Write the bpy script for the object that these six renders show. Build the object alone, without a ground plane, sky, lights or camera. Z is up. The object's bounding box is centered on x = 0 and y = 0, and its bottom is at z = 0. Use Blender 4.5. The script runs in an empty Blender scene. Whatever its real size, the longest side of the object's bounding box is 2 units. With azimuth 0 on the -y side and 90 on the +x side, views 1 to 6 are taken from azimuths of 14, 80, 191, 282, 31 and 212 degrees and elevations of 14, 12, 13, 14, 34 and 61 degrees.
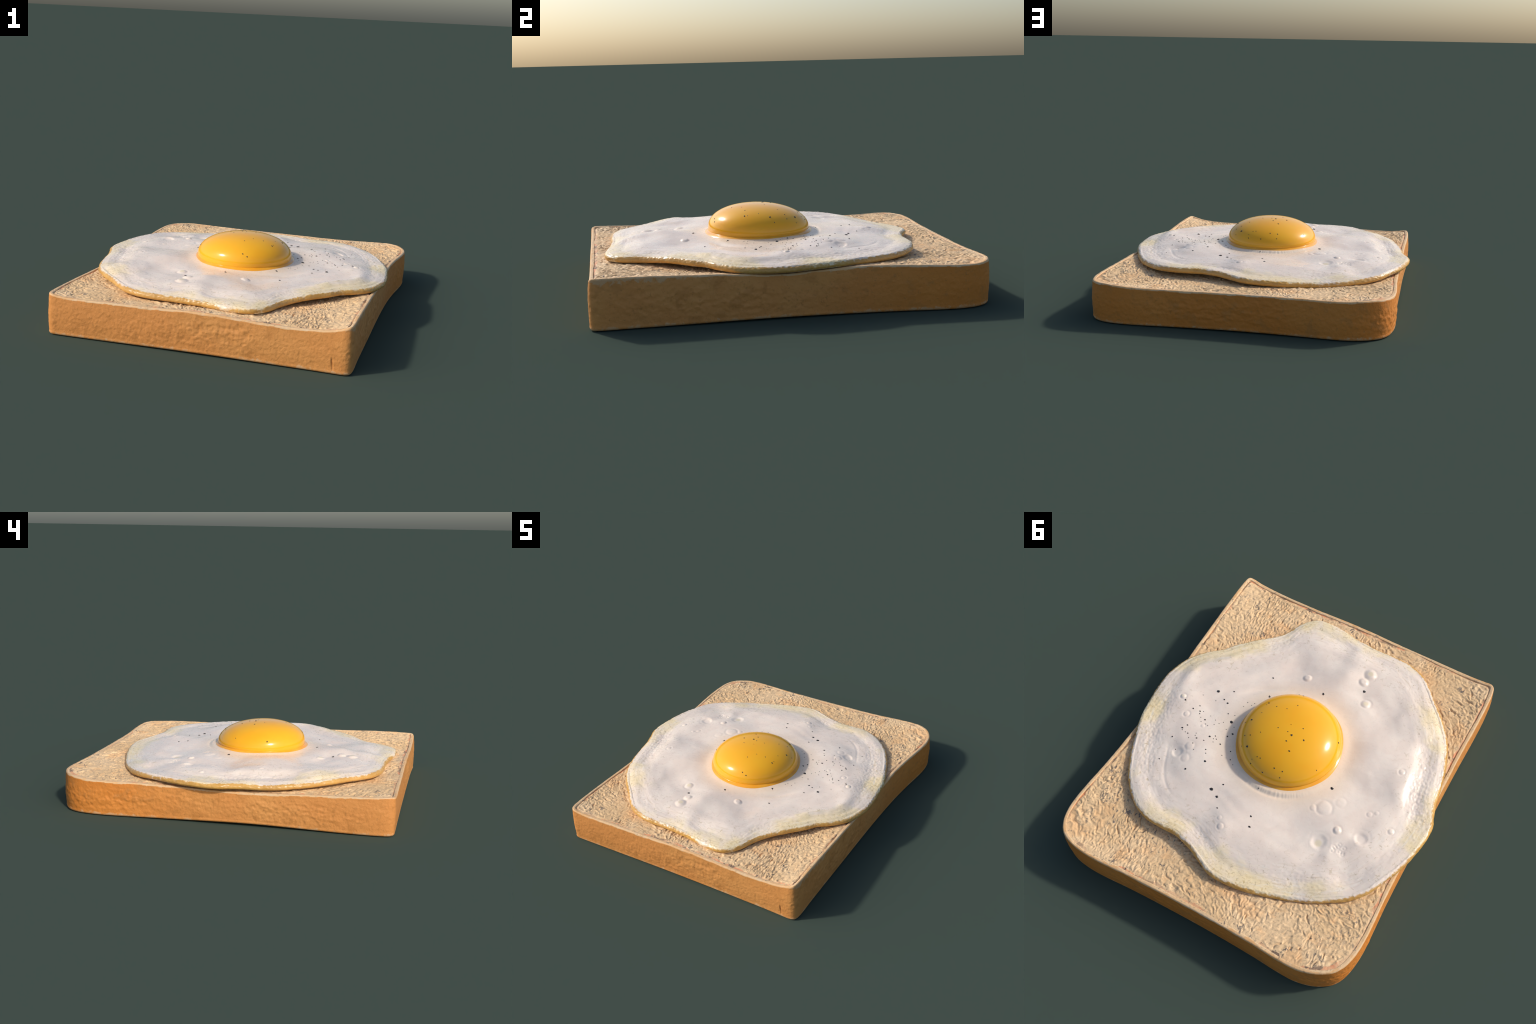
# Fried egg lying on a slice of toasted bread.  Everything is procedural:
# profiles, height fields built from a few control heights, and noise.
import bpy, math
import numpy as np

TAU = 2 * math.pi

# ------------------------------------------------------------------ helpers
def lattice_hash(ix, iy, seed):
    h = (ix.astype(np.int64) * 374761393 + iy.astype(np.int64) * 668265263 + seed * 974634777) & 0xFFFFFFFF
    h = ((h ^ (h >> 13)) * 1274126177) & 0xFFFFFFFF
    h = h ^ (h >> 16)
    return (h & 0xFFFF) / 65535.0 * TAU

def perlin(x, y, seed=0, period=None):
    """2-D gradient noise, about -0.7..0.7; may repeat along x"""
    x = np.asarray(x, float); y = np.asarray(y, float)
    x0 = np.floor(x); y0 = np.floor(y)
    fx = x - x0; fy = y - y0
    u = fx * fx * fx * (fx * (fx * 6 - 15) + 10)
    v = fy * fy * fy * (fy * (fy * 6 - 15) + 10)
    def g(dx, dy):
        a = lattice_hash((x0 + dx) % period if period else x0 + dx, y0 + dy, seed)
        return np.cos(a) * (fx - dx) + np.sin(a) * (fy - dy)
    a = g(0, 0) * (1 - u) + g(1, 0) * u
    b = g(0, 1) * (1 - u) + g(1, 1) * u
    return a * (1 - v) + b * v

def fbm(x, y, octaves=3, seed=0):
    t = 0.0; amp = 1.0; f = 1.0
    for i in range(octaves):
        t = t + amp * perlin(x * f, y * f, seed + 17 * i)
        amp *= 0.5; f *= 2.03
    return t

def sstep(a, b, x):
    t = np.clip((x - a) / (b - a), 0, 1)
    return t * t * (3 - 2 * t)

def plate(ctrl, smooth=1e-3):
    """thin-plate surface through control heights (x, y, z) -> function(x, y)"""
    c = np.array(ctrl, float)
    def k(d2):
        return 0.5 * d2 * np.log(d2 + 1e-12)
    n = len(c)
    d2 = (c[:, None, 0] - c[None, :, 0]) ** 2 + (c[:, None, 1] - c[None, :, 1]) ** 2
    A = np.zeros((n + 3, n + 3))
    A[:n, :n] = k(d2) + smooth * np.eye(n)
    A[:n, n] = 1; A[:n, n + 1:] = c[:, :2]
    A[n, :n] = 1; A[n + 1:, :n] = c[:, :2].T
    w = np.linalg.solve(A, np.concatenate([c[:, 2], [0, 0, 0]]))
    def f(x, y):
        x = np.asarray(x, float); y = np.asarray(y, float)
        t = w[n] + w[n + 1] * x + w[n + 2] * y
        for i in range(n):
            t = t + w[i] * k((x - c[i, 0]) ** 2 + (y - c[i, 1]) ** 2)
        return t
    return f

def periodic(values, smooth=True):
    """closed curve through equally spaced values over 0..2pi (monotone cubic)"""
    v = np.array(values, float); n = len(v)
    d = np.roll(v, -1) - v
    dp = np.roll(d, 1)
    m = np.where(d * dp > 0, 2 * d * dp / (d + dp + 1e-15 * np.sign(d + dp + 1e-30)), 0.0)
    m = 0.5 * m + 0.25 * (d + dp) if smooth else m
    def f(th):
        t = (np.asarray(th) / TAU * n) % n
        i = np.floor(t).astype(int) % n; u = t - np.floor(t); j = (i + 1) % n
        h00 = 2 * u**3 - 3 * u**2 + 1; h10 = u**3 - 2 * u**2 + u
        h01 = -2 * u**3 + 3 * u**2; h11 = u**3 - u**2
        return h00 * v[i] + h10 * m[i] + h01 * v[j] + h11 * m[j]
    return f

def make_mesh(name, verts, faces, mats, parent, slots=None, smooth=True):
    me = bpy.data.meshes.new(name)
    verts = np.asarray(verts, np.float32); faces = np.asarray(faces, np.int32)
    me.vertices.add(len(verts)); me.vertices.foreach_set("co", verts.ravel())
    me.loops.add(faces.size); me.loops.foreach_set("vertex_index", faces.ravel())
    me.polygons.add(len(faces))
    k = faces.shape[1]
    me.polygons.foreach_set("loop_start", np.arange(len(faces), dtype=np.int32) * k)
    me.polygons.foreach_set("use_smooth", np.full(len(faces), smooth))
    for m in mats:
        me.materials.append(m)
    if slots is not None:
        me.polygons.foreach_set("material_index", np.asarray(slots, np.int32))
    me.update(calc_edges=True); me.validate()
    ob = bpy.data.objects.new(name, me)
    bpy.context.collection.objects.link(ob)
    ob.parent = parent
    return ob

def ring_faces(nr, nt, closed=True):
    """quads between nr rings of nt points"""
    i = np.arange(nr - 1)[:, None]; j = np.arange(nt if closed else nt - 1)[None, :]
    jn = (j + 1) % nt
    a = i * nt + j; b = i * nt + jn; c = (i + 1) * nt + jn; d = (i + 1) * nt + j
    return np.stack([a, b, c, d], -1).reshape(-1, 4)

def root(name, label, category):
    e = bpy.data.objects.new(name, None)
    bpy.context.collection.objects.link(e)
    e["label"] = label; e["category"] = category
    return e

# ------------------------------------------------------- node-tree shorthand
class Nodes:
    def __init__(self, name):
        self.mat = bpy.data.materials.new(name); self.mat.use_nodes = True
        self.nt = self.mat.node_tree; self.nt.nodes.clear()
        self.out = self.nt.nodes.new("ShaderNodeOutputMaterial")
        self.bsdf = self.nt.nodes.new("ShaderNodeBsdfPrincipled")
        self.nt.links.new(self.bsdf.outputs[0], self.out.inputs[0])
        self.obj = self.nt.nodes.new("ShaderNodeTexCoord").outputs["Object"]
    def put(self, sock, v):
        if hasattr(v, "is_output"):
            self.nt.links.new(v, sock)
        elif isinstance(v, (tuple, list)) and len(v) == 3 and sock.type == "RGBA":
            sock.default_value = (*v, 1)
        else:
            sock.default_value = v
    def set(self, **kw):
        for k, v in kw.items():
            self.put(self.bsdf.inputs[k.replace("_", " ")], v)
    def math(self, op, a, b=0.0, c=None, clamp=False):
        n = self.nt.nodes.new("ShaderNodeMath"); n.operation = op; n.use_clamp = clamp
        self.put(n.inputs[0], a); self.put(n.inputs[1], b)
        if c is not None: self.put(n.inputs[2], c)
        return n.outputs[0]
    def mapr(self, v, a, b, c=0.0, d=1.0):
        n = self.nt.nodes.new("ShaderNodeMapRange"); n.interpolation_type = "SMOOTHSTEP"
        for s, x in zip(("Value", "From Min", "From Max", "To Min", "To Max"), (v, a, b, c, d)):
            self.put(n.inputs[s], x)
        return n.outputs[0]
    def mapping(self, scale=(1, 1, 1), rot=(0, 0, 0), loc=(0, 0, 0)):
        n = self.nt.nodes.new("ShaderNodeMapping")
        self.nt.links.new(self.obj, n.inputs[0])
        n.inputs["Scale"].default_value = scale; n.inputs["Rotation"].default_value = rot
        n.inputs["Location"].default_value = loc
        return n.outputs[0]
    def noise(self, scale, detail=2.0, rough=0.5, dist=0.0, vec=None):
        n = self.nt.nodes.new("ShaderNodeTexNoise")
        self.put(n.inputs["Vector"], vec if vec is not None else self.obj)
        n.inputs["Scale"].default_value = scale; n.inputs["Detail"].default_value = detail
        n.inputs["Roughness"].default_value = rough; n.inputs["Distortion"].default_value = dist
        return n.outputs[0]
    def voronoi(self, scale, vec=None, feature="F1"):
        n = self.nt.nodes.new("ShaderNodeTexVoronoi"); n.feature = feature
        self.put(n.inputs["Vector"], vec if vec is not None else self.obj)
        n.inputs["Scale"].default_value = scale
        return n.outputs["Distance"]
    def mix(self, f, a, b):
        n = self.nt.nodes.new("ShaderNodeMix"); n.data_type = "RGBA"
        self.put(n.inputs[0], f); self.put(n.inputs[6], a); self.put(n.inputs[7], b)
        return n.outputs[2]
    def bump(self, h, strength, dist, normal=None):
        n = self.nt.nodes.new("ShaderNodeBump")
        n.inputs["Strength"].default_value = strength; n.inputs["Distance"].default_value = dist
        self.put(n.inputs["Height"], h)
        if normal is not None: self.put(n.inputs["Normal"], normal)
        return n.outputs[0]
    def xyz(self):
        n = self.nt.nodes.new("ShaderNodeSeparateXYZ"); self.put(n.inputs[0], self.obj)
        return n.outputs

# ====================================================== TOAST SLICE: outline
# half outlines of the slice, going round anticlockwise from the front right
# corner (x, y); the long sides are drawn in at the waist, the rear shoulders
# swell out and are rounded.
OUTLINE = [
    (0.30, -0.998), (0.55, -0.999), (0.74, -1.000), (0.790, -0.998), (0.813, -0.984), (0.822, -0.94),
    (0.825, -0.80), (0.826, -0.60), (0.827, -0.38), (0.827, -0.15), (0.828, 0.05), (0.831, 0.22),
    (0.837, 0.37), (0.849, 0.52), (0.864, 0.65), (0.872, 0.75), (0.868, 0.83), (0.849, 0.895),
    (0.808, 0.949), (0.742, 0.982), (0.658, 0.996), (0.56, 0.998), (0.38, 0.989), (0.12, 0.984),
    (-0.12, 0.984), (-0.36, 0.990), (-0.50, 0.998), (-0.60, 0.998), (-0.68, 0.983), (-0.745, 0.954),
    (-0.796, 0.913), (-0.827, 0.857), (-0.844, 0.78), (-0.850, 0.69), (-0.845, 0.57), (-0.836, 0.40),
    (-0.832, 0.20), (-0.830, -0.02), (-0.826, -0.25), (-0.824, -0.50), (-0.825, -0.75), (-0.821, -0.90),
    (-0.810, -0.970), (-0.786, -0.996), (-0.735, -1.000), (-0.55, -0.999), (-0.28, -0.998), (0.0, -0.998)]

def dense_outline(n):
    p = np.array(OUTLINE); m = len(p)
    sub = 40
    pts = []
    for i in range(m):
        p0, p1, p2, p3 = p[(i - 1) % m], p[i], p[(i + 1) % m], p[(i + 2) % m]
        t = np.linspace(0, 1, sub, endpoint=False)[:, None]
        # centripetal-ish tangents
        d01 = np.linalg.norm(p1 - p0); d12 = np.linalg.norm(p2 - p1); d23 = np.linalg.norm(p3 - p2)
        m1 = ((p2 - p0) / (d01 + d12)) * d12
        m2 = ((p3 - p1) / (d12 + d23)) * d12
        pts.append((2*t**3-3*t**2+1)*p1 + (t**3-2*t**2+t)*m1 + (-2*t**3+3*t**2)*p2 + (t**3-t**2)*m2)
    q = np.concatenate(pts)
    seg = np.linalg.norm(np.roll(q, -1, 0) - q, axis=1)
    s = np.concatenate([[0], np.cumsum(seg)])
    u = np.linspace(0, s[-1], n, endpoint=False)
    qx = np.interp(u, s, np.append(q[:, 0], q[0, 0])); qy = np.interp(u, s, np.append(q[:, 1], q[0, 1]))
    return np.stack([qx, qy], 1)

# heights of the upper rim (warped slice) and of the crumb inside it
RIM = [
    (0.80, -0.97, .243), (0.75, -0.965, .226), (0.67, -0.96, .213), (0.57, -0.96, .207), (0.45, -0.96, .207),
    (0.33, -0.96, .209), (0.22, -0.96, .215), (0.10, -0.96, .220), (-0.04, -0.96, .219), (-0.21, -0.96, .213),
    (-0.46, -0.96, .210), (-0.63, -0.96, .206), (-0.76, -0.96, .213), (-0.80, -0.97, .222),
    (0.80, -0.83, .244), (0.80, -0.66, .241), (0.80, -0.42, .234), (0.80, -0.25, .225), (0.80, -0.07, .217),
    (0.80, 0.04, .223), (0.80, 0.17, .230), (0.81, 0.30, .236), (0.82, 0.40, .236), (0.84, 0.62, .229),
    (0.85, 0.75, .224), (0.83, 0.86, .220), (0.75, 0.96, .226), (0.60, 0.975, .219), (0.38, 0.965, .215),
    (0.10, 0.965, .216), (-0.10, 0.965, .217), (-0.38, 0.965, .216), (-0.56, 0.975, .217), (-0.70, 0.95, .222),
    (-0.80, 0.85, .218), (-0.82, 0.75, .210), (-0.82, 0.55, .208), (-0.81, 0.30, .204), (-0.80, 0.0, .196),
    (-0.80, -0.23, .195), (-0.80, -0.40, .201), (-0.80, -0.58, .208), (-0.80, -0.78, .213)]
INNER = [(0.43, -0.86, .212), (0.67, -0.85, .216), (0.74, 0.85, .216), (0, 0, .205), (0.4, 0.3, .207), (-0.4, 0.3, .205),
         (0.4, -0.4, .207), (-0.4, -0.4, .205), (0.55, 0.7, .210), (-0.5, 0.75, .210), (0, 0.8, .210),
         (-0.6, -0.75, .209), (0, -0.78, .209), (0.66, -0.5, .215), (-0.66, 0.0, .203)]
rim_and_crumb = plate(RIM + INNER, 2e-4)
def top_height(x, y):
    return rim_and_crumb(x, y) - 0.0035 * np.clip(y, -1, 1)        # the whole face tips slightly to the rear

# the sole of the slice is lifted a little along the sides and the front
def sole_height(x, y):
    side_l = 0.012 * np.exp(-((y + 0.15) / 0.42) ** 2) * sstep(0.3, 0.8, -x)
    side_r = 0.005 * np.exp(-((y + 0.15) / 0.42) ** 2) * sstep(0.3, 0.8, x)
    front = 0.005 * np.exp(-((x + 0.0) / 0.42) ** 2) * sstep(0.4, 0.95, -y)
    back = 0.004 * np.exp(-(x / 0.4) ** 2) * sstep(0.4, 0.95, y)
    return side_l + side_r + front + back

toast = root("toast_slice", "square slice of toasted white bread with tan crust", "bread")
egg = root("fried_egg", "fried egg with glossy yolk, white and pepper specks", "egg")

# ================================================================= materials
def crumb_material(groove=False):
    N = Nodes("toasted_crumb_groove" if groove else "toasted_crumb")
    big = N.noise(3.0, 3, 0.55)
    mid = N.noise(14.0, 3, 0.6)
    fine = N.noise(85.0, 3, 0.6, 0.6)
    col = N.mix(N.mapr(big, .36, .66), (0.76, 0.505, 0.26), (0.85, 0.59, 0.33))
    col = N.mix(N.math("MULTIPLY", N.mapr(mid, .54, .72), .55), col, (0.86, 0.50, 0.23))
    col = N.mix(N.math("MULTIPLY", N.mapr(fine, .50, .30), .55), col, (0.36, 0.25, 0.155))
    toast_n = N.noise(4.6, 4, 0.6, 0.5, N.mapping((1, 1, 1), loc=(2.2, 8.4, 0)))
    col = N.mix(N.math("MULTIPLY", N.mapr(toast_n, .52, .66), .5), col, (0.82, 0.46, 0.20))
    # greyish pits: sparse, small, drawn out
    pit = N.noise(50.0, 2, 0.5, 1.2, N.mapping((1.0, .62, 1), (0, 0, .7)))
    gate = N.noise(5.0, 2, 0.5)
    pits = N.math("MULTIPLY", N.mapr(pit, .415, .335), N.mapr(gate, .40, .62, .25, 1.0))
    col = N.mix(N.math("MULTIPLY", pits, .85), col, (0.13, 0.115, 0.105))
    if groove:
        crack = N.noise(13.0, 4, 0.65, 1.0)
        low = N.noise(2.6, 2, 0.5)
        red = N.noise(4.2, 2, 0.5, 0, N.mapping((1, 1, 1), loc=(3.1, 1.7, 0)))
        col = N.mix(.45, col, (0.72, 0.43, 0.24))
        col = N.mix(N.math("MULTIPLY", N.mapr(red, .45, .57), N.mapr(crack, .40, .58, 0, .75)), col, (0.76, 0.27, 0.12))
        col = N.mix(N.math("MULTIPLY", N.mapr(crack, .52, .42), N.mapr(low, .38, .56, 0, .9)), col, (0.14, 0.095, 0.07))
    N.set(Base_Color=col, Roughness=0.62, Specular_IOR_Level=0.35)
    grain = N.noise(140.0, 3, 0.6)
    N.set(Normal=N.bump(grain, 0.18, 0.006))
    return N.mat

def crust_material():
    N = Nodes("baked_crust")
    x, y, z = N.xyz()
    big = N.noise(2.4, 3, 0.55)
    mid = N.noise(11.0, 4, 0.6, 0.4)
    fine = N.noise(60.0, 3, 0.6, 0.5)
    # the crust towards the rear (top of the loaf) is baked a little redder
    rear = N.mapr(y, -0.1, 0.75)
    col = N.mix(rear, (0.665, 0.275, 0.074), (0.655, 0.224, 0.036))
    col = N.mix(N.math("MULTIPLY", N.mapr(big, .42, .66), .5), col, N.mix(rear, (0.70, 0.335, 0.10), (0.70, 0.27, 0.055)))
    col = N.mix(N.math("MULTIPLY", N.mapr(mid, .48, .34), .55), col, (0.50, 0.205, 0.05))
    col = N.mix(N.math("MULTIPLY", N.mapr(fine, .42, .30), .5), col, (0.42, 0.18, 0.05))
    # pale flaking where the crust meets the cut faces
    flake = N.noise(24.0, 5, 0.7, 0.6)
    patch = N.noise(5.0, 2, 0.5)
    edge_t = N.mapr(z, 0.185, 0.250)
    edge_b = N.mapr(z, 0.045, 0.0)
    e = N.math("MAXIMUM", edge_t, edge_b)
    m = N.mapr(N.math("ADD", N.math("ADD", N.math("MULTIPLY", e, .36), flake), N.math("MULTIPLY", patch, .3)), .90, 1.02)
    col = N.mix(N.math("MULTIPLY", m, .55), col, (0.62, 0.44, 0.26))
    N.set(Base_Color=col, Roughness=0.6, Specular_IOR_Level=0.3)
    N.set(Normal=N.bump(N.noise(70.0, 3, 0.6, 0.5), 0.4, 0.006))
    return N.mat

def rim_material():
    N = Nodes("pale_crust_rim")
    n1 = N.noise(12.0, 4, 0.65, 0.4); n2 = N.noise(3.0, 2, 0.5); n3 = N.noise(40.0, 3, 0.6)
    col = N.mix(N.mapr(n2, .4, .62), (0.72, 0.47, 0.245), (0.74, 0.42, 0.18))
    col = N.mix(N.math("MULTIPLY", N.mapr(n1, .45, .62), .5), col, (0.70, 0.53, 0.34))
    col = N.mix(N.math("MULTIPLY", N.mapr(n3, .40, .28), .5), col, (0.34, 0.20, 0.10))
    N.set(Base_Color=col, Roughness=0.55, Specular_IOR_Level=0.35)
    N.set(Normal=N.bump(N.noise(60.0, 3, 0.6), 0.3, 0.005))
    return N.mat

M_crumb, M_groove, M_crust, M_rim = crumb_material(), crumb_material(True), crust_material(), rim_material()

# ============================================================= toast geometry
NP = 2200
loop = dense_outline(NP)
tang = np.roll(loop, -1, 0) - np.roll(loop, 1, 0)
tang /= np.linalg.norm(tang, axis=1)[:, None]
nrm = np.stack([tang[:, 1], -tang[:, 0]], 1)
for _ in range(60):                       # smooth the inward direction at the corners
    nrm = (np.roll(nrm, 1, 0) + 2 * nrm + np.roll(nrm, -1, 0)); nrm /= np.linalg.norm(nrm, axis=1)[:, None]
arc = np.linspace(0, 5.6, NP, endpoint=False)

GW = 0.029                                # where crumb and rim meet (inset)
def crumb_relief(x, y):
    """worm-like crumb texture with pits, 1-2 cm grain"""
    wx = x + 0.020 * perlin(x * 27, y * 27, 5); wy = y + 0.020 * perlin(x * 27, y * 27, 6)
    a = 0.5 + 0.3 * perlin(x * 2.2, y * 2.2, 11)                     # grain direction drifts
    c, s = np.cos(a), np.sin(a)
    u = wx * c + wy * s; v = -wx * s + wy * c
    n1 = perlin(u * 56, v * 46, 1); n2 = perlin(u * 88, v * 80, 2); n3 = perlin(wx * 19, wy * 19, 3)
    worm = 1 - np.abs(n1) * 2.6
    h = 0.0072 * n1 + 0.0038 * n2 + 0.0045 * n3
    pit = sstep(0.26, 0.46, perlin(u * 46, v * 26, 7)) * sstep(-0.25, 0.25, perlin(x * 5, y * 5, 8))
    h -= 0.0085 * pit
    h += 0.0022 * perlin(x * 6, y * 6, 9)
    amp = 0.85 + 1.0 * perlin(x * 4.3, y * 4.3, 10)
    return h * np.clip(amp, 0.35, 1.25)

def build_crumb(zsign=1):
    G = 620
    t = np.linspace(-1, 1, G)
    U, V = np.meshgrid(t, t)
    m = np.maximum(np.abs(U), np.abs(V))
    ang = np.arctan2(V, U)
    # corners of the grid run to the four corners of the slice
    inner = loop - nrm * (GW - 0.012)
    corner_xy = np.array([(0.80, -0.97), (0.79, 0.93), (-0.77, 0.93), (-0.79, -0.97)])
    idx = [int(np.argmin(((inner - c) ** 2).sum(1))) for c in corner_xy]
    order = np.array(idx, float)
    order = np.where(order < order[0], order + NP, order)
    knots_a = np.array([-0.25, 0.25, 0.75, 1.25, 1.75]) * math.pi
    # position along the square side is linear in the tangent of the angle
    with np.errstate(divide="ignore", invalid="ignore"):
        pu = np.where(m > 0, U / m, 0); pv = np.where(m > 0, V / m, 0)
    side = np.where((np.abs(pu) >= np.abs(pv)) & (pu > 0), (pv + 1) / 2,
           np.where((np.abs(pv) > np.abs(pu)) & (pv > 0), 1 + (1 - pu) / 2,
           np.where((np.abs(pu) >= np.abs(pv)) & (pu <= 0), 2 + (1 - pv) / 2, 3 + (pu + 1) / 2)))
    kn = np.append(order, order[0] + NP)
    par = np.interp(side, np.arange(5), kn) % NP
    i0 = np.floor(par).astype(int) % NP; f = (par - np.floor(par))[..., None]
    O = inner[i0] * (1 - f) + inner[(i0 + 1) % NP] * f
    C = np.array([0.0, 0.0])
    P = C + m[..., None] * (O - C)
    x, y = P[..., 0], P[..., 1]
    d = (1 - m) * np.hypot(O[..., 0], O[..., 1]) * 0.85 - 0.009  # rough distance to the seam
    z = top_height(x, y)
    z = z + crumb_relief(x, y) * sstep(-0.01, 0.035, d)
    # sunken, cracked seam along the rim
    rear = sstep(0.55, 0.9, y)
    depth = (0.0052 + 0.013 * perlin(x * 5, y * 5, 31)).clip(0.0, .010) * (1 - .75 * rear)
    ragged = 0.009 + 0.009 * perlin(x * 30, y * 30, 32)
    z = z - depth * (1 - sstep(0, np.maximum(ragged, 0.004) * 1.6, d))
    seam = depth.ravel()
    verts = np.stack([x, y, z], -1).reshape(-1, 3)
    i = np.arange(G - 1)[:, None]; j = np.arange(G - 1)[None]
    a = i * G + j
    faces = np.stack([a, a + 1, a + G + 1, a + G], -1).reshape(-1, 4)
    dd = d.ravel(); nz = perlin(verts[:, 0] * 16, verts[:, 1] * 16, 33).ravel()
    fd = dd[faces].mean(1) + 0.016 * nz[faces].mean(1)
    slots = ((fd < 0.010) & (seam[faces].mean(1) > 0.0012)).astype(int)
    return make_mesh("crumb_face", verts, faces, [M_crumb, M_groove], toast, slots)

build_crumb()

def crust_relief(s, h, x, y):
    """wrinkles of the crust; s runs round the slice, h is the height"""
    rough_zone = 0.45 + 1.1 * np.clip(perlin(s * 1.6, h * 3 + 3, 41), -.5, .7) + 0.15 * sstep(0.3, -0.6, y)
    wx = s + 0.02 * perlin(s * 14, h * 14, 42)
    wr = perlin(wx * 24 + h * 9, h * 34 - s * 4, 43)
    n2 = perlin(s * 55, h * 60, 44); n3 = perlin(s * 7, h * 9, 45)
    knife = -0.009 * np.exp(-((x - .728 - .12 * (.05 - h)) / .0035) ** 2) * sstep(.018, .03, h) * (1 - sstep(.07, .09, h)) * (y < -.9)
    return knife + (np.clip(rough_zone, .30, 1.25) * (0.0052 * wr + 0.0044 * n2) + 0.0014 * perlin(s * 95, h * 95, 46)) + 0.0022 * n3

def build_crust():
    zt = top_height(loop[:, 0], loop[:, 1])
    # profile rows: (inset from the outline, where: 't' below the top / 'b' above the sole / fraction)
    rows = []
    inn = loop - nrm * GW
    def row(inset, zfun):
        p = loop - nrm * (inset[:, None] if hasattr(inset, 'shape') and inset.ndim else inset)
        rows.append(np.stack([p[:, 0], p[:, 1], zfun(p)], 1))
    bead = 0.5 + 0.5 * np.clip(fbm(loop[:, 0] * 5, loop[:, 1] * 5, 2, 51) * 1.6, -.8, .8)
    wob = perlin(loop[:, 0] * 11, loop[:, 1] * 11, 52) + 1.3 * fbm(loop[:, 0] * 34, loop[:, 1] * 34, 2, 57)
    T = lambda p: top_height(p[:, 0], p[:, 1])
    nr0 = 10
    for k in range(nr0):                                     # from the seam up and over the rim
        t = k / (nr0 - 1)
        ins = GW - (GW - 0.012) * t + 0.010 * fbm(arc * 7, arc * 0 + .3, 3, 56) * (1 - t) ** 1.5
        lift = -0.014 * (1 - sstep(0, .30, t)) + 0.0012 * bead * math.sin(math.pi * min(1, t * .9)) + 0.0010 * wob * t
        row(ins, lambda p, lift=lift: T(p) + lift)
    rr = 0.014
    n_arc = 9
    for k in range(1, n_arc):                                # rounded upper edge
        a = k / (n_arc - 1) * math.pi / 2
        ins = 0.012 - 0.008 * math.sin(a)
        row(ins, lambda p, a=a: T(p) - rr * (1 - math.cos(a)) + 0.0012 * wob)
    rim_rows = len(rows)
    top_edge = rows[-1][:, 2].copy()
    sole = sole_height(loop[:, 0], loop[:, 1])
    low = sole + 0.013
    flare = 0.006 * np.exp(-((loop[:, 0] - .81) ** 2 + (loop[:, 1] + .98) ** 2) / .13 ** 2)   # foot of the front corner
    n_side = 34
    for k in range(1, n_side):                               # side wall, slightly bellied
        t = k / n_side
        z = top_edge * (1 - t) + low * t
        ins = 0.004 * (1 - math.sin(math.pi * min(1, t * 1.05 + .0)) ) 
        rel = crust_relief(arc, z, loop[:, 0], loop[:, 1]) * math.sin(math.pi * t) ** .5
        p = loop - nrm * (ins - rel - flare * t)[:, None]
        rows.append(np.stack([p[:, 0], p[:, 1], z], 1))
    for k in range(0, 8):                                    # rounded lower edge
        a = k / 7 * math.pi / 2
        ins = 0.003 + 0.013 * (1 - math.cos(a)) - flare
        row(ins, lambda p, a=a: sole + 0.013 * (1 - math.sin(a)))
    row(0.05, lambda p: sole_height(p[:, 0], p[:, 1]) + 0.0)
    nrows = len(rows)
    verts = np.concatenate(rows)
    faces = ring_faces(nrows, NP)[:, ::-1]
    ri = np.repeat(np.arange(nrows - 1), NP)
    nz = np.tile(fbm(loop[:, 0] * 9, loop[:, 1] * 9, 3, 55), nrows - 1)
    slots = (ri + 2.6 * nz < rim_rows - 3.5).astype(int)
    nz2 = np.tile(fbm(loop[:, 0] * 13, loop[:, 1] * 13, 3, 58), nrows - 1)
    slots[(ri + 9 * nz2 < 5.5)] = 2                          # crumb running out into the rim
    return make_mesh("crust", verts, faces, [M_crust, M_rim, M_crumb], toast, slots)

build_crust()

def build_sole():
    p0 = loop - nrm * 0.049
    rows = []
    for t in np.linspace(1, 0.001, 40):
        q = p0 * t
        z = sole_height(q[:, 0], q[:, 1]) + 0.0008 + 0.0015 * (1 - t)
        z = np.maximum(z + 0.0015 * perlin(q[:, 0] * 30, q[:, 1] * 30, 61), 0.0005)
        rows.append(np.stack([q[::2, 0], q[::2, 1], z[::2]], 1))
    return make_mesh("underside_crumb", np.concatenate(rows), ring_faces(40, NP // 2)[:, ::-1], [M_crumb], toast)

build_sole()

# ================================================================= FRIED EGG
EC = np.array([0.008, -0.068])            # centre of the yolk
# radius of the white every 6 degrees, anticlockwise from +x
R_WHITE = [.849, .848, .850, .853, .858, .868, .880, .891, .894, .889, .866, .823, .795, .797, .819,
           .850, .860, .861, .863, .870, .881, .896, .912, .931, .933, .922, .915, .907, .900, .889,
           .862, .843, .842, .848, .853, .858, .857, .856, .857, .869, .881, .875, .853, .831, .818,
           .820, .841, .868, .883, .848, .779, .746, .740, .740, .747, .753, .788, .822, .842, .850]
# height of its rim every 15 degrees
Z_WHITE = [.243, .248, .244, .240, .246, .246, .235, .222, .214, .221, .233, .230, .228, .224, .234,
           .240, .239, .236, .233, .233, .236, .250, .250, .243]
r_white = periodic(R_WHITE); z_white = periodic(Z_WHITE)

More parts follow.
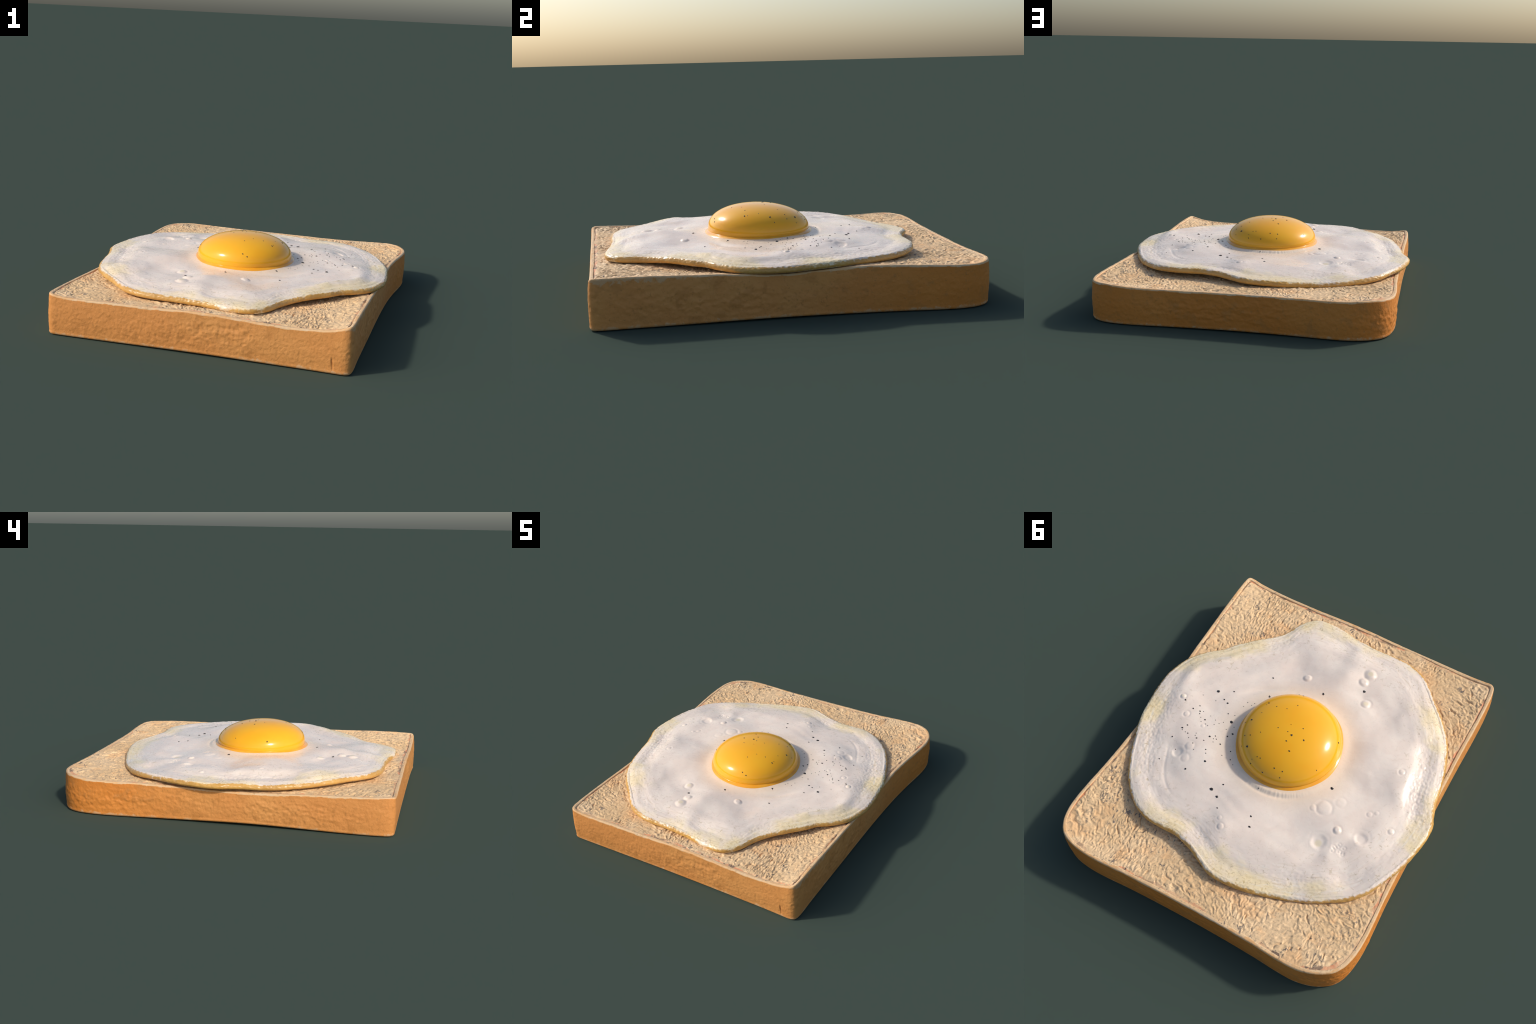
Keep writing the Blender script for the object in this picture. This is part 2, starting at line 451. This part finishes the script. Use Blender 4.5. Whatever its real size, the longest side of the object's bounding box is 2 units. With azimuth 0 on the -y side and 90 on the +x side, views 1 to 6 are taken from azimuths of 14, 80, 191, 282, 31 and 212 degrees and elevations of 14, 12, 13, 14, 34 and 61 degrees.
# control heights of the upper surface: flat middle, a swelling near the rim
def polar(deg, s):
    a = math.radians(deg); r = float(r_white(a)) * s
    return EC[0] + r * math.cos(a), EC[1] + r * math.sin(a)
TOP = [(.524, -.169, .286), (-.191, -.562, .283), (.306, -.402, .273), (.132, -.49, .279), (-.321, .064, .284),
       (-.404, .363, .272), (-.58, .244, .270), (.467, .356, .289), (.236, .374, .279), (.187, .399, .275),
       (-.054, .467, .284), (-.339, .185, .288), (.600, .047, .291), (-.602, -.204, .282), (-.17, -.677, .288),
       (-.234, -.492, .286), (.674, -.039, .299), (.758, -.067, .281), (.589, .208, .291), (.582, .351, .272),
       (-.512, .348, .268), (-.458, .265, .282)]
TOP += [(-.42, -.27, .297), (-.20, -.52, .277)]
# hollows and swells of the middle
TOP += [(-0.43, 0.41, 0.259), (-0.46, -0.12, 0.281), (0.20, -0.53, 0.264), (0.52, -0.06, 0.279), (-0.59, 0.48, 0.242), (-0.24, 0.35, 0.270), (-0.30, -0.49, 0.275), (-0.47, 0.01, 0.273),
        (-0.42, -0.52, 0.273), (0.42, 0.22, 0.310), (0.07, 0.53, 0.292), (-0.06, -0.60, 0.307), (-0.08, -0.69, 0.294), (-0.63, -0.46, 0.289), (-0.02, -0.79, 0.283)]
TOP += [(*polar(d, .38), .287) for d in range(0, 360, 45)]
SHOULDER = [(0, .296, .276), (15, .288, .270), (30, .278, .266), (45, .274, .268), (60, .276, .270), (75, .279, .265),
            (90, .278, .258), (105, .273, .250), (120, .270, .244), (135, .272, .250), (150, .274, .256),
            (165, .274, .256), (180, .275, .256), (195, .279, .264), (210, .282, .275), (225, .284, .279),
            (240, .283, .272), (255, .282, .272), (270, .283, .268), (285, .283, .266), (300, .275, .268),
            (315, .272, .278), (330, .277, .284), (345, .282, .283)]
for d, z1, z2 in SHOULDER:                 # where the white starts to fall, and near its rim
    TOP += [(*polar(d, .74), z1), (*polar(d, .90), z2)]
white_top = plate(TOP, 7e-4)

# blisters on the white: (x, y, radius, height, ring depth)
BUB = [(0.674, -0.039, 0.013, 0.003, 0.0035), (0.6, 0.047, 0.013, 0.001, 0.0035), (0.513, 0.274, 0.03, -0.006, 0.003), (0.47, 0.215, 0.02, 0.0015, 0.0015),
       (0.455, 0.29, 0.018, 0.001, 0.0015), (0.478, 0.07, 0.01, 0.0015, 0.001), (-0.17, -0.677, 0.028, 0.006, 0.002), (-0.16, -0.611, 0.022, 0.006, 0.001),
       (-0.234, -0.492, 0.021, 0.002, 0.003), (0.132, -0.49, 0.02, 0.005, 0.001), (-0.6, -0.2, 0.013, 0.001, 0.003), (-0.339, 0.185, 0.03, 0.0006, 0.0035),
       (-0.288, 0.213, 0.014, 0.001, 0.001), (-0.458, 0.265, 0.017, 0.005, 0.002), (-0.404, 0.363, 0.038, -0.006, 0.0025), (-0.585, 0.244, 0.034, -0.006, 0.003),
       (-0.4, 0.115, 0.022, 0.001, 0.001), (-0.56, 0.1, 0.012, 0.001, 0.002), (-0.59, 0.075, 0.01, 0.001, 0.001), (-0.7, 0.13, 0.013, 0.002, 0.003),
       (-0.68, -0.3, 0.012, 0.001, 0.002), (0.08, 0.54, 0.014, 0.002, 0.002), (0.11, 0.5, 0.01, 0.001, 0.001)]

def blisters(x, y):
    h = np.zeros_like(x)
    for bx, by, r, up, ring in BUB:
        r, up = r * 1.4, up * 1.25
        d = np.hypot(x - bx, y - by)
        near = d < 2.2 * r
        dn = d[near] * (1 + 0.16 * perlin(x[near] * 28, y[near] * 28, 71))
        g = up * (1 - sstep(0.35 * r, 1.0 * r, dn)) - ring * 0.55 * np.exp(-((dn - r) / (0.16 * r + .0022)) ** 2)
        if up < 0:                                            # a burst blister: sunken, with one lip
            g += 0.004 * np.exp(-((dn - 0.75 * r) / (.4 * r)) ** 2) * np.clip((y[near] - by) / r, 0, 1)
        h[near] += g
    # a squiggle of small burst bubbles
    for k in range(9):
        bx = -.512 + .028 * math.cos(k * 1.9) ; by = .350 + .022 * math.sin(k * 2.7)
        d = np.hypot(x - bx, y - by)
        h += -.0020 * np.exp(-((d - .009) / .004) ** 2)
    return h

def white_relief(x, y, th, s, r):
    """fine relief of the white, drawn out along the rim near the edge"""
    t = th / TAU
    P = lambda n, v, seed: perlin(t * n, v, seed, n)          # runs round the egg without a seam
    ridge = P(90, s * 30, 81) * 0.0020 + P(190, s * 75, 82) * 0.0011
    zone = sstep(0.70, 0.95, s + 0.05 * P(25, s * 4, 83))
    deg = np.degrees(th) % 360
    def sector(a, b, soft=14):
        return sstep(a - soft / 2, a + soft / 2, deg) * (1 - sstep(b - soft / 2, b + soft / 2, deg))
    bell = lambda c, w: np.exp(-((s - c) / w) ** 2)
    broad = perlin(x * 3.3, y * 3.3, 84) * 0.003 + P(26, s * 9, 85) * 0.0030 * sstep(.45, .8, s) + P(9, s * 11 + 1.2 * perlin(x * 4, y * 4, 101), 100) * 0.0034 * sstep(.42, .6, s)
    broad = broad + P(9, s * 6, 89) * 0.0040 * sstep(.4, .7, s) * (1 - sstep(.85, 1, s))
    # raised fold along the right front: steep on both sides
    f = sector(322, 354)
    broad = broad + f * (0.012 * bell(.862 + .01 * np.sin(th * 20), .034) - 0.005 * bell(.76, .05) - 0.007 * bell(.935, .018))
    broad = broad - sector(300, 330) * 0.006 * bell(.92, .02)
    # shelf on the left: level, then a step down towards the rim
    broad = broad - sector(178, 212) * 0.009 * np.tanh((s - .80) / .030) * (1 - sstep(.86, .96, s))
    broad = broad + 0.0035 * bell(.955, .03) - 0.003 * bell(.88, .035)       # puffy lip, dip inside it
    # hairline fold behind the big blister, shallow hollow at the back
    broad = broad - sector(30, 54, 8) * 0.002 * bell(.775 + .012 * np.sin(th * 9), .010)
    broad = broad - 0.006 * np.exp(-((x - .15) ** 2 + (y - .575) ** 2) / .07 ** 2)
    soft = perlin(x * 30, y * 30, 86) * 0.0004
    pebble = (perlin(x * 62, y * 62, 87) * 0.0032 + perlin(x * 110, y * 110, 97) * 0.0014) * sstep(0.80, 0.96, s + .1 * P(14, s * 3, 98)) * (0.35 + sstep(-.2, .4, P(9, s, 99)))
    return ridge * zone + broad * sstep(.36, .5, s) + soft + pebble

def yolk_foot(th):
    return 0.308 + 0.003 * np.sin(th + 2.1) + 0.003 * np.sin(3 * th + .4)

def white_surface(x, y):
    """upper surface without the rounded edge"""
    dx, dy = x - EC[0], y - EC[1]
    r = np.hypot(dx, dy); th = np.arctan2(dy, dx)
    s = r / r_white(th)
    z = white_top(x, y) + white_relief(x, y, th, s, r)
    # the white climbs a little to the foot of the yolk
    z += 0.007 * np.exp(-((r - .285) / .035) ** 2)
    # soft puckered lip behind the yolk
    lip = np.exp(-((th - 1.75) / 0.55) ** 2)
    z += lip * (0.004 * np.exp(-((r - .312) / .010) ** 2) - 0.005 * np.exp(-((r - .334) / .010) ** 2)
                + 0.0022 * perlin(th / TAU * 160, r * 12, 88, 160) * np.exp(-((r - .322) / .016) ** 2))
    # fold in front of the yolk
    fold = np.exp(-((r - (.40 + .05 * np.sin(th * 2 + 1))) / .022) ** 2) * np.exp(-((th + .66) / .26) ** 2)
    z -= 0.010 * fold
    return z, s, th, r

def edge_mats():
    # --- white, with yellowing towards the rim
    N = Nodes("cooked_egg_white")
    x, y, z = N.xyz()
    dx = N.math("SUBTRACT", x, EC[0]); dy = N.math("SUBTRACT", y, EC[1])
    rr = N.math("SQRT", N.math("ADD", N.math("MULTIPLY", dx, dx), N.math("MULTIPLY", dy, dy)))
    ang = N.math("MULTIPLY_ADD", N.math("ARCTAN2", dy, dx), 1 / TAU, 0.5)
    fc = N.nt.nodes.new("ShaderNodeFloatCurve")
    cv = fc.mapping.curves[0]
    K = 60
    for k in range(1, K):
        cv.points.new(k / K, float(r_white((k / K - .5) * TAU)))
    cv.points[0].location = (0, float(r_white(-math.pi))); cv.points[-1].location = (1, float(r_white(math.pi)))
    fc.mapping.update()
    N.put(fc.inputs["Value"], ang)
    s = N.math("DIVIDE", rr, fc.outputs[0])
    n_big = N.noise(2.6, 3, 0.55); n_mid = N.noise(9.0, 4, 0.6, 0.5); n_fin = N.noise(48.0, 4, 0.7, 0.8)
    col = N.mix(N.mapr(n_mid, .40, .62), (0.86, 0.72, 0.60), (0.90, 0.77, 0.645))
    col = N.mix(N.math("MULTIPLY", N.mapr(n_big, .52, .68), .35), col, (0.85, 0.70, 0.58))
    grey = N.noise(4.3, 3, 0.55, 0.6, N.mapping((1, 1, 1), loc=(5, 2, 0)))
    col = N.mix(N.math("MULTIPLY", N.math("MULTIPLY", N.mapr(grey, .50, .66), N.mapr(s, .40, .65)), .20), col, (0.64, 0.57, 0.51))
    # yellow blush near the rim
    ysum = N.math("ADD", N.math("MULTIPLY_ADD", n_big, 1.0, N.math("MULTIPLY", n_mid, .5)), N.math("MULTIPLY", N.mapr(s, .66, .98), .55))
    ymask = N.math("MULTIPLY", N.mapr(ysum, 1.12, 1.42), N.mapr(s, .64, .86))
    ymask = N.math("MULTIPLY", ymask, N.mapr(N.noise(2.9, 2, 0.5, 0.4, N.mapping((1, 1, 1), loc=(7.3, 1.1, 0))), .42, .58, .12, 1.0))
    col = N.mix(N.math("MULTIPLY", ymask, .72), col, (0.90, 0.715, 0.37))
    # fine tan scratches outside
    col = N.mix(N.math("MULTIPLY", N.math("MULTIPLY", N.mapr(n_fin, .42, .33), N.mapr(s, .60, .92)), .65), col, (0.50, 0.38, 0.22))
    uv = N.nt.nodes.new("ShaderNodeCombineXYZ")
    N.put(uv.inputs[0], N.math("MULTIPLY", ang, 26.0)); N.put(uv.inputs[1], N.math("MULTIPLY", s, 46.0))
    streak = N.noise(1.6, 4, 0.65, 0.7, uv.outputs[0])
    col = N.mix(N.math("MULTIPLY", N.math("MULTIPLY", N.mapr(streak, .44, .30), N.mapr(s, .68, .95)), .55), col, (0.60, 0.46, 0.27))
    col = N.mix(N.math("MULTIPLY", N.math("MULTIPLY", N.mapr(streak, .54, .68), N.mapr(s, .70, .90)), .5), col, (0.90, 0.82, 0.70))
    brown = N.math("MULTIPLY", N.mapr(N.noise(75.0, 3, 0.65, 0.6), .52, .66), N.math("MULTIPLY", N.mapr(s, .86, .98), N.mapr(n_big, .42, .58)))
    col = N.mix(N.math("MULTIPLY", brown, .6), col, (0.60, 0.42, 0.16))
    # warm glow round the yolk
    col = N.mix(N.math("MULTIPLY", N.mapr(N.math("ADD", rr, N.math("MULTIPLY", n_big, .16)), .53, .37), .6), col, (0.88, 0.68, 0.47))
    for bx, by, br in ((-.170, -.677, .020), (-.234, -.492, .018), (-.404, .370, .024), (.674, -.039, .008)):
        d = N.math("SQRT", N.math("ADD", N.math("POWER", N.math("SUBTRACT", x, bx), 2.0), N.math("POWER", N.math("SUBTRACT", y, by), 2.0)))
        col = N.mix(N.math("MULTIPLY", N.mapr(d, br, br * .5), .55), col, (0.84, 0.70, 0.42))
    # browned rim
    ed = N.math("MULTIPLY", N.math("SUBTRACT", 1.0, s), fc.outputs[0])      # metres in from the rim
    gsum = N.math("ADD", ed, N.math("MULTIPLY", N.math("SUBTRACT", N.noise(38.0, 4, 0.7, 0.5), .5), .030))
    gsum = N.math("ADD", gsum, N.math("MULTIPLY", N.math("SUBTRACT", N.noise(4.0, 2, 0.5), .5), .030))
    gm = N.mapr(gsum, .013, .005)
    gold = N.mix(N.mapr(n_mid, .4, .6), (0.56, 0.285, 0.042), (0.64, 0.345, 0.07))
    col = N.mix(N.math("MULTIPLY", gm, .92), col, gold)
    N.set(Base_Color=col, Roughness=N.mapr(n_fin, .3, .7, .24, .38), Specular_IOR_Level=0.45)
    N.set(Subsurface_Weight=0.06, Subsurface_Radius=(.02, .012, .008), Subsurface_Scale=0.4)
    b = N.bump(n_fin, 0.10, 0.004)
    N.set(Normal=b)
    white = N.mat
    # --- underside
    U = Nodes("fried_underside")
    n = U.noise(7, 3, 0.6)
    U.set(Base_Color=U.mix(U.mapr(n, .4, .6), (0.56, 0.34, 0.10), (0.62, 0.44, 0.22)), Roughness=0.4)
    return white, U.mat

M_white, M_under = edge_mats()

def build_white():
    NT = 1000
    th = np.linspace(0, TAU, NT, endpoint=False)
    R = r_white(th); Ze = z_white(th)
    # small raggedness of the rim
    R = R + 0.0035 * perlin(th / TAU * 56, th * 0 + .5, 91, 56) + 0.0015 * perlin(th / TAU * 190, th * 0 + .5, 92, 190)
    R = R + 0.008 * np.exp(-((th - math.radians(176.5)) / 0.045) ** 2)     # pulled-out tip over the left side
    rows = []
    RC = 0.024                                 # radius of the rolled rim
    for s in np.concatenate([np.linspace(0.02, 0.90, 235), np.linspace(0.90, 1, 26)[1:]]):
        s = s * (1 - RC / R)                   # the rolled rim is added outside
        x = EC[0] + R * s * np.cos(th); y = EC[1] + R * s * np.sin(th)
        z, _, _, _ = white_surface(x, y)
        z = z + blisters(x, y)
        # round the lip over: thick rounded rim
        k = np.clip((s / (1 - RC / R) - 0.88) / 0.12, 0, 1)
        drop = 0.5 * k ** 1.5 + 0.5 * k ** 4
        z = z * (1 - drop) + (Ze + 0.021) * drop + 0.004 * perlin(th / TAU * 22, th * 0 + .5, 93, 22) * k
        rows.append(np.stack([x, y, z], 1))
    for q in np.linspace(0, math.pi / 2, 14)[1:]:
        ins = RC * (1 - math.sin(q))
        x = EC[0] + (R - ins) * np.cos(th); y = EC[1] + (R - ins) * np.sin(th)
        fine = 0.0022 * perlin(th / TAU * 380, th * 0 + q * 2, 96, 380)
        rows.append(np.stack([x + fine * np.cos(th), y + fine * np.sin(th), Ze + 0.021 * math.cos(q) + fine], 1))
    n_top = len(rows)
    # underside: tucks in below the rim then lies on the toast
    for t in np.linspace(0, 1, 34)[1:]:
        a = t * math.pi / 2
        if t < 0.45:
            q = t / 0.45 * math.pi / 2
            ins = 0.022 * (1 - math.cos(q)); dz = -0.015 * math.sin(q)
            x = EC[0] + (R - ins) * np.cos(th); y = EC[1] + (R - ins) * np.sin(th)
            z = Ze + dz
        else:
            q = (t - 0.45) / 0.55
            r2 = (R - 0.022) * (1 - q * 0.75)
            x = EC[0] + r2 * np.cos(th); y = EC[1] + r2 * np.sin(th)
            z = (Ze - 0.015) * (1 - sstep(0, .35, q)) + (top_height(x, y) - 0.004) * sstep(0, .35, q)
            z = z + 0.004 * perlin(x * 9, y * 9, 95) * math.sin(math.pi * min(1, q * 2))
        rows.append(np.stack([x, y, z], 1))
    nr = len(rows)
    ri = np.repeat(np.arange(nr - 1), NT)
    slots = (ri > n_top + 12).astype(int)
    return make_mesh("egg_white", np.concatenate(rows), ring_faces(nr, NT), [M_white, M_under], egg, slots)

build_white()

# ---------------------------------------------------------------------- yolk
YR, YZ, YT = 0.279, 0.312, 0.445          # dome radius, height of its waist, top
YOLK_LEAN = np.array([0.005, -0.022])     # the crown leans a little to the front
def yolk_height(x, y):
    dx, dy = x - EC[0], y - EC[1]
    r = np.hypot(dx, dy) / YR
    return YZ + (YT - YZ) * np.sqrt(np.clip(1 - r ** 2, 0, 1))

def yolk_materials():
    N = Nodes("egg_yolk")
    n = N.noise(5, 2, 0.5)
    col = N.mix(N.mapr(n, .4, .6), (0.95, 0.435, 0.014), (0.95, 0.46, 0.018))
    N.set(Base_Color=col, Roughness=0.17, Specular_IOR_Level=0.5,
          Subsurface_Weight=0.12, Subsurface_Radius=(.05, .02, .004), Subsurface_Scale=0.5,
          Coat_Weight=0.0)
    dome = N.mat
    F = Nodes("yolk_foot")
    x, y, z = F.xyz()
    n = F.noise(16, 4, 0.6)
    col = F.mix(F.mapr(n, .35, .65), (0.92, 0.38, 0.018), (0.94, 0.44, 0.04))
    # the film of white thins out over the foot
    film = F.math("ADD", z, F.math("MULTIPLY", F.math("SUBTRACT", n, .5), .012))
    col = F.mix(F.mapr(film, .289, .281), col, (0.86, 0.66, 0.40))
    F.set(Base_Color=col, Roughness=0.16, Specular_IOR_Level=0.5, Coat_Weight=0.3, Coat_Roughness=0.1,
          Subsurface_Weight=0.12, Subsurface_Radius=(.05, .02, .004), Subsurface_Scale=0.5)
    return dome, F.mat

M_yolk, M_foot = yolk_materials()

def build_yolk():
    NT = 360
    th = np.linspace(0, TAU, NT, endpoint=False)
    c, s = np.cos(th), np.sin(th)
    lean = YOLK_LEAN
    rows = []
    def row(r, z, k=0.0):
        rows.append(np.stack([EC[0] + lean[0] * k + r * c, EC[1] + lean[1] * k + r * s, z + 0 * th], 1))
    for a in np.linspace(0.004, 1, 90):
        q = a * math.pi / 2
        row(YR * math.sin(q) ** .96, YZ + (YT - YZ) * math.cos(q) ** .96, math.cos(q) ** 1.2)
    for t in np.linspace(0, 1, 12)[1:]:   # under the waist, into the crease
        row(YR - 0.0015 * t ** 1.6, YZ - 0.010 * t)
    dome_rows = len(rows)
    foot = yolk_foot(th)
    for t in np.linspace(0, 1, 22)[1:]:   # foot: a soft roll spreading onto the white
        q = t * math.pi / 2
        r = (YR - 0.0015) + (foot - (YR - 0.0015)) * math.sin(q) ** .85
        row(r, 0.302 - 0.031 * t ** 1.2)
    nr = len(rows)
    ri = np.repeat(np.arange(nr - 1), NT)
    slots = (ri >= dome_rows - 2).astype(int)
    return make_mesh("egg_yolk", np.concatenate(rows), ring_faces(nr, NT), [M_yolk, M_foot], egg, slots)

build_yolk()

# -------------------------------------------------------------------- pepper
# ground pepper, thickest on the right of the yolk: x, y, radius in mm
ON_WHITE = [
    (.523, -.168, 5.1), (.447, -.210, 2.5), (.468, -.138, 2.5), (.439, -.127, 3.0), (.305, -.401, 3.0), 
    (.649, -.023, 3.0), (.563, -.035, 2.0), (.585, .000, 2.5), (.544, -.005, 2.5), (.537, .010, 2.0), 
    (.527, -.014, 1.5), (.490, .029, 3.0), (.472, .053, 1.5), (.455, .057, 1.5), (.477, -.009, 1.0), 
    (.439, .002, 1.5), (.429, .033, 1.0), (.410, .012, 1.5), (.393, -.006, 1.0), (.400, -.068, 2.0), 
    (.361, -.075, 1.0), (.353, -.028, 5.1), (.308, .037, 3.5), (.325, .064, 2.5), (.324, -.005, 1.5), 
    (.355, .027, 1.0), (.569, .136, 3.0), (.553, .108, 2.5), (.561, .148, 1.5), (.539, .152, 1.5), (.522, .153, 2.0), 
    (.503, .175, 1.0), (.479, .146, 1.5), (.462, .158, 2.5), (.482, .131, 1.5), (.463, .195, 2.0), (.437, .228, 1.0), 
    (.406, .114, 3.0), (.420, .152, 2.0), (.382, .095, 2.0), (.367, .110, 2.0), (.381, .116, 1.5), (.372, .135, 1.5), 
    (.332, .126, 2.5), (.589, .207, 2.5), (.582, .352, 2.0), (.380, .196, 2.0), (.368, .215, 1.5), (.347, .257, 3.5), 
    (.262, .135, 2.0), (.238, .178, 2.0), (.290, .179, 1.0), (.211, .197, 1.0), (.236, .374, 5.1), (.187, .399, 4.1), 
    (.150, .456, 2.5), (.194, .323, 2.5), (.417, .344, 3.0), (.017, .254, 2.0), (-.029, .413, 3.0), 
    (.535, .262, 1.5), (.343, -.184, 1.5), (.304, -.194, 1.5), (.313, -.176, 1.5), (.349, -.149, 1.0), 
    (.260, -.281, 1.5), (.585, -.104, 1.5), (.505, -.109, 1.5), (.519, .027, 1.5), (.502, .051, 1.0), 
    (-.053, .467, 3.5), (-.189, -.562, 4.6), (.003, -.436, 2.1), (-.321, .064, 5.1), (.036, -.347, 3.5), 
    (-.001, -.431, 3.5), (.222, -.253, 3.5), (.254, -.273, 3.5), ]
ON_YOLK = [
    (-.021, -.036, 3.5), (.007, -.045, 1.8), (-.013, .006, 2.3), (-.090, -.043, 2.9), (-.053, .046, 2.6), 
    (.064, -.042, 1.8), (-.055, -.101, 1.8), (.138, .017, 1.8), (.184, .047, 2.0), (.215, .054, 1.8), 
    (.169, .107, 3.8), (.227, -.040, 3.2), (.196, -.096, 1.5), (.197, -.172, 2.9), (.200, -.156, 1.5), 
    (.141, -.161, 2.0), (.083, -.171, 1.5), (.044, -.220, 1.8), (.256, -.021, 1.8), (.088, .139, 1.8), 
    (.069, .140, 1.8), (.111, .157, 1.5), (.110, .174, 1.8), (.109, .175, 2.0), (.028, .192, 2.3), 
    (-.024, .154, 2.3), (-.069, .149, 2.3), (-.069, .177, 1.8), (-.217, .048, 1.8), (-.238, -.157, 2.6), 
    (.205, .107, 1.5), (.064, -.318, 2.3), (.091, -.321, 2.3), ]

def build_pepper():
    P = Nodes("ground_pepper")
    P.set(Base_Color=P.mix(P.mapr(P.noise(160, 2), .4, .6), (0.012, 0.012, 0.016), (0.035, 0.028, 0.024)), Roughness=0.55)
    rng = np.random.default_rng(7)
    NA, NB = 10, 6
    a = np.linspace(0, TAU, NA, endpoint=False); b = np.linspace(0.02, math.pi - 0.02, NB)
    A, B = np.meshgrid(a, b)
    ball = np.stack([np.cos(A) * np.sin(B), np.sin(A) * np.sin(B), np.cos(B)], -1).reshape(-1, 3)
    fc = ring_faces(NB, NA)[:, ::-1]
    V, F = [], []
    def grain(p, n, r):
        r = max(r * 1.65, 0.0024)
        n = n / np.linalg.norm(n)
        t = np.cross(n, [0.3, 1, 0.2]); t /= np.linalg.norm(t); q = np.cross(n, t)
        sc = r * (1 + 0.28 * rng.uniform(-1, 1, len(ball)))[:, None] * np.array([1.15, 0.9, 0.42])
        w = ball * sc
        F.append(fc + sum(len(v) for v in V))
        V.append(p + w[:, :1] * t + w[:, 1:2] * q + w[:, 2:] * n)
    for x, y, r in ON_WHITE:
        X, Y = np.array([x]), np.array([y])
        z = float((white_surface(X, Y)[0] + blisters(X, Y))[0])
        grain(np.array([x, y, z + .0003]), np.array([0, 0, 1.0]), r / 1000)
    for x, y, r in ON_YOLK:
        dx, dy = x - EC[0], y - EC[1]
        for _ in range(8):                        # allow for the leaning crown
            rr = min(math.hypot(dx, dy) / YR, .985)
            q = math.sqrt(1 - rr ** (2 / .96))
            dx, dy = x - EC[0] - YOLK_LEAN[0] * q ** 1.2, y - EC[1] - YOLK_LEAN[1] * q ** 1.2
        k = min(1, .985 * YR / math.hypot(dx, dy)); dx *= k; dy *= k
        q = math.sqrt(1 - (math.hypot(dx, dy) / YR) ** (2 / .96))
        h = YT - YZ
        p = np.array([EC[0] + dx + YOLK_LEAN[0] * q ** 1.2, EC[1] + dy + YOLK_LEAN[1] * q ** 1.2, YZ + h * q ** .96])
        grain(p, np.array([dx / YR ** 2, dy / YR ** 2, q / h]), r / 1000)
    ob = make_mesh("pepper", np.concatenate(V), np.concatenate(F), [P.mat], egg)
    ob["kind"] = "stuff"
    return ob

build_pepper()
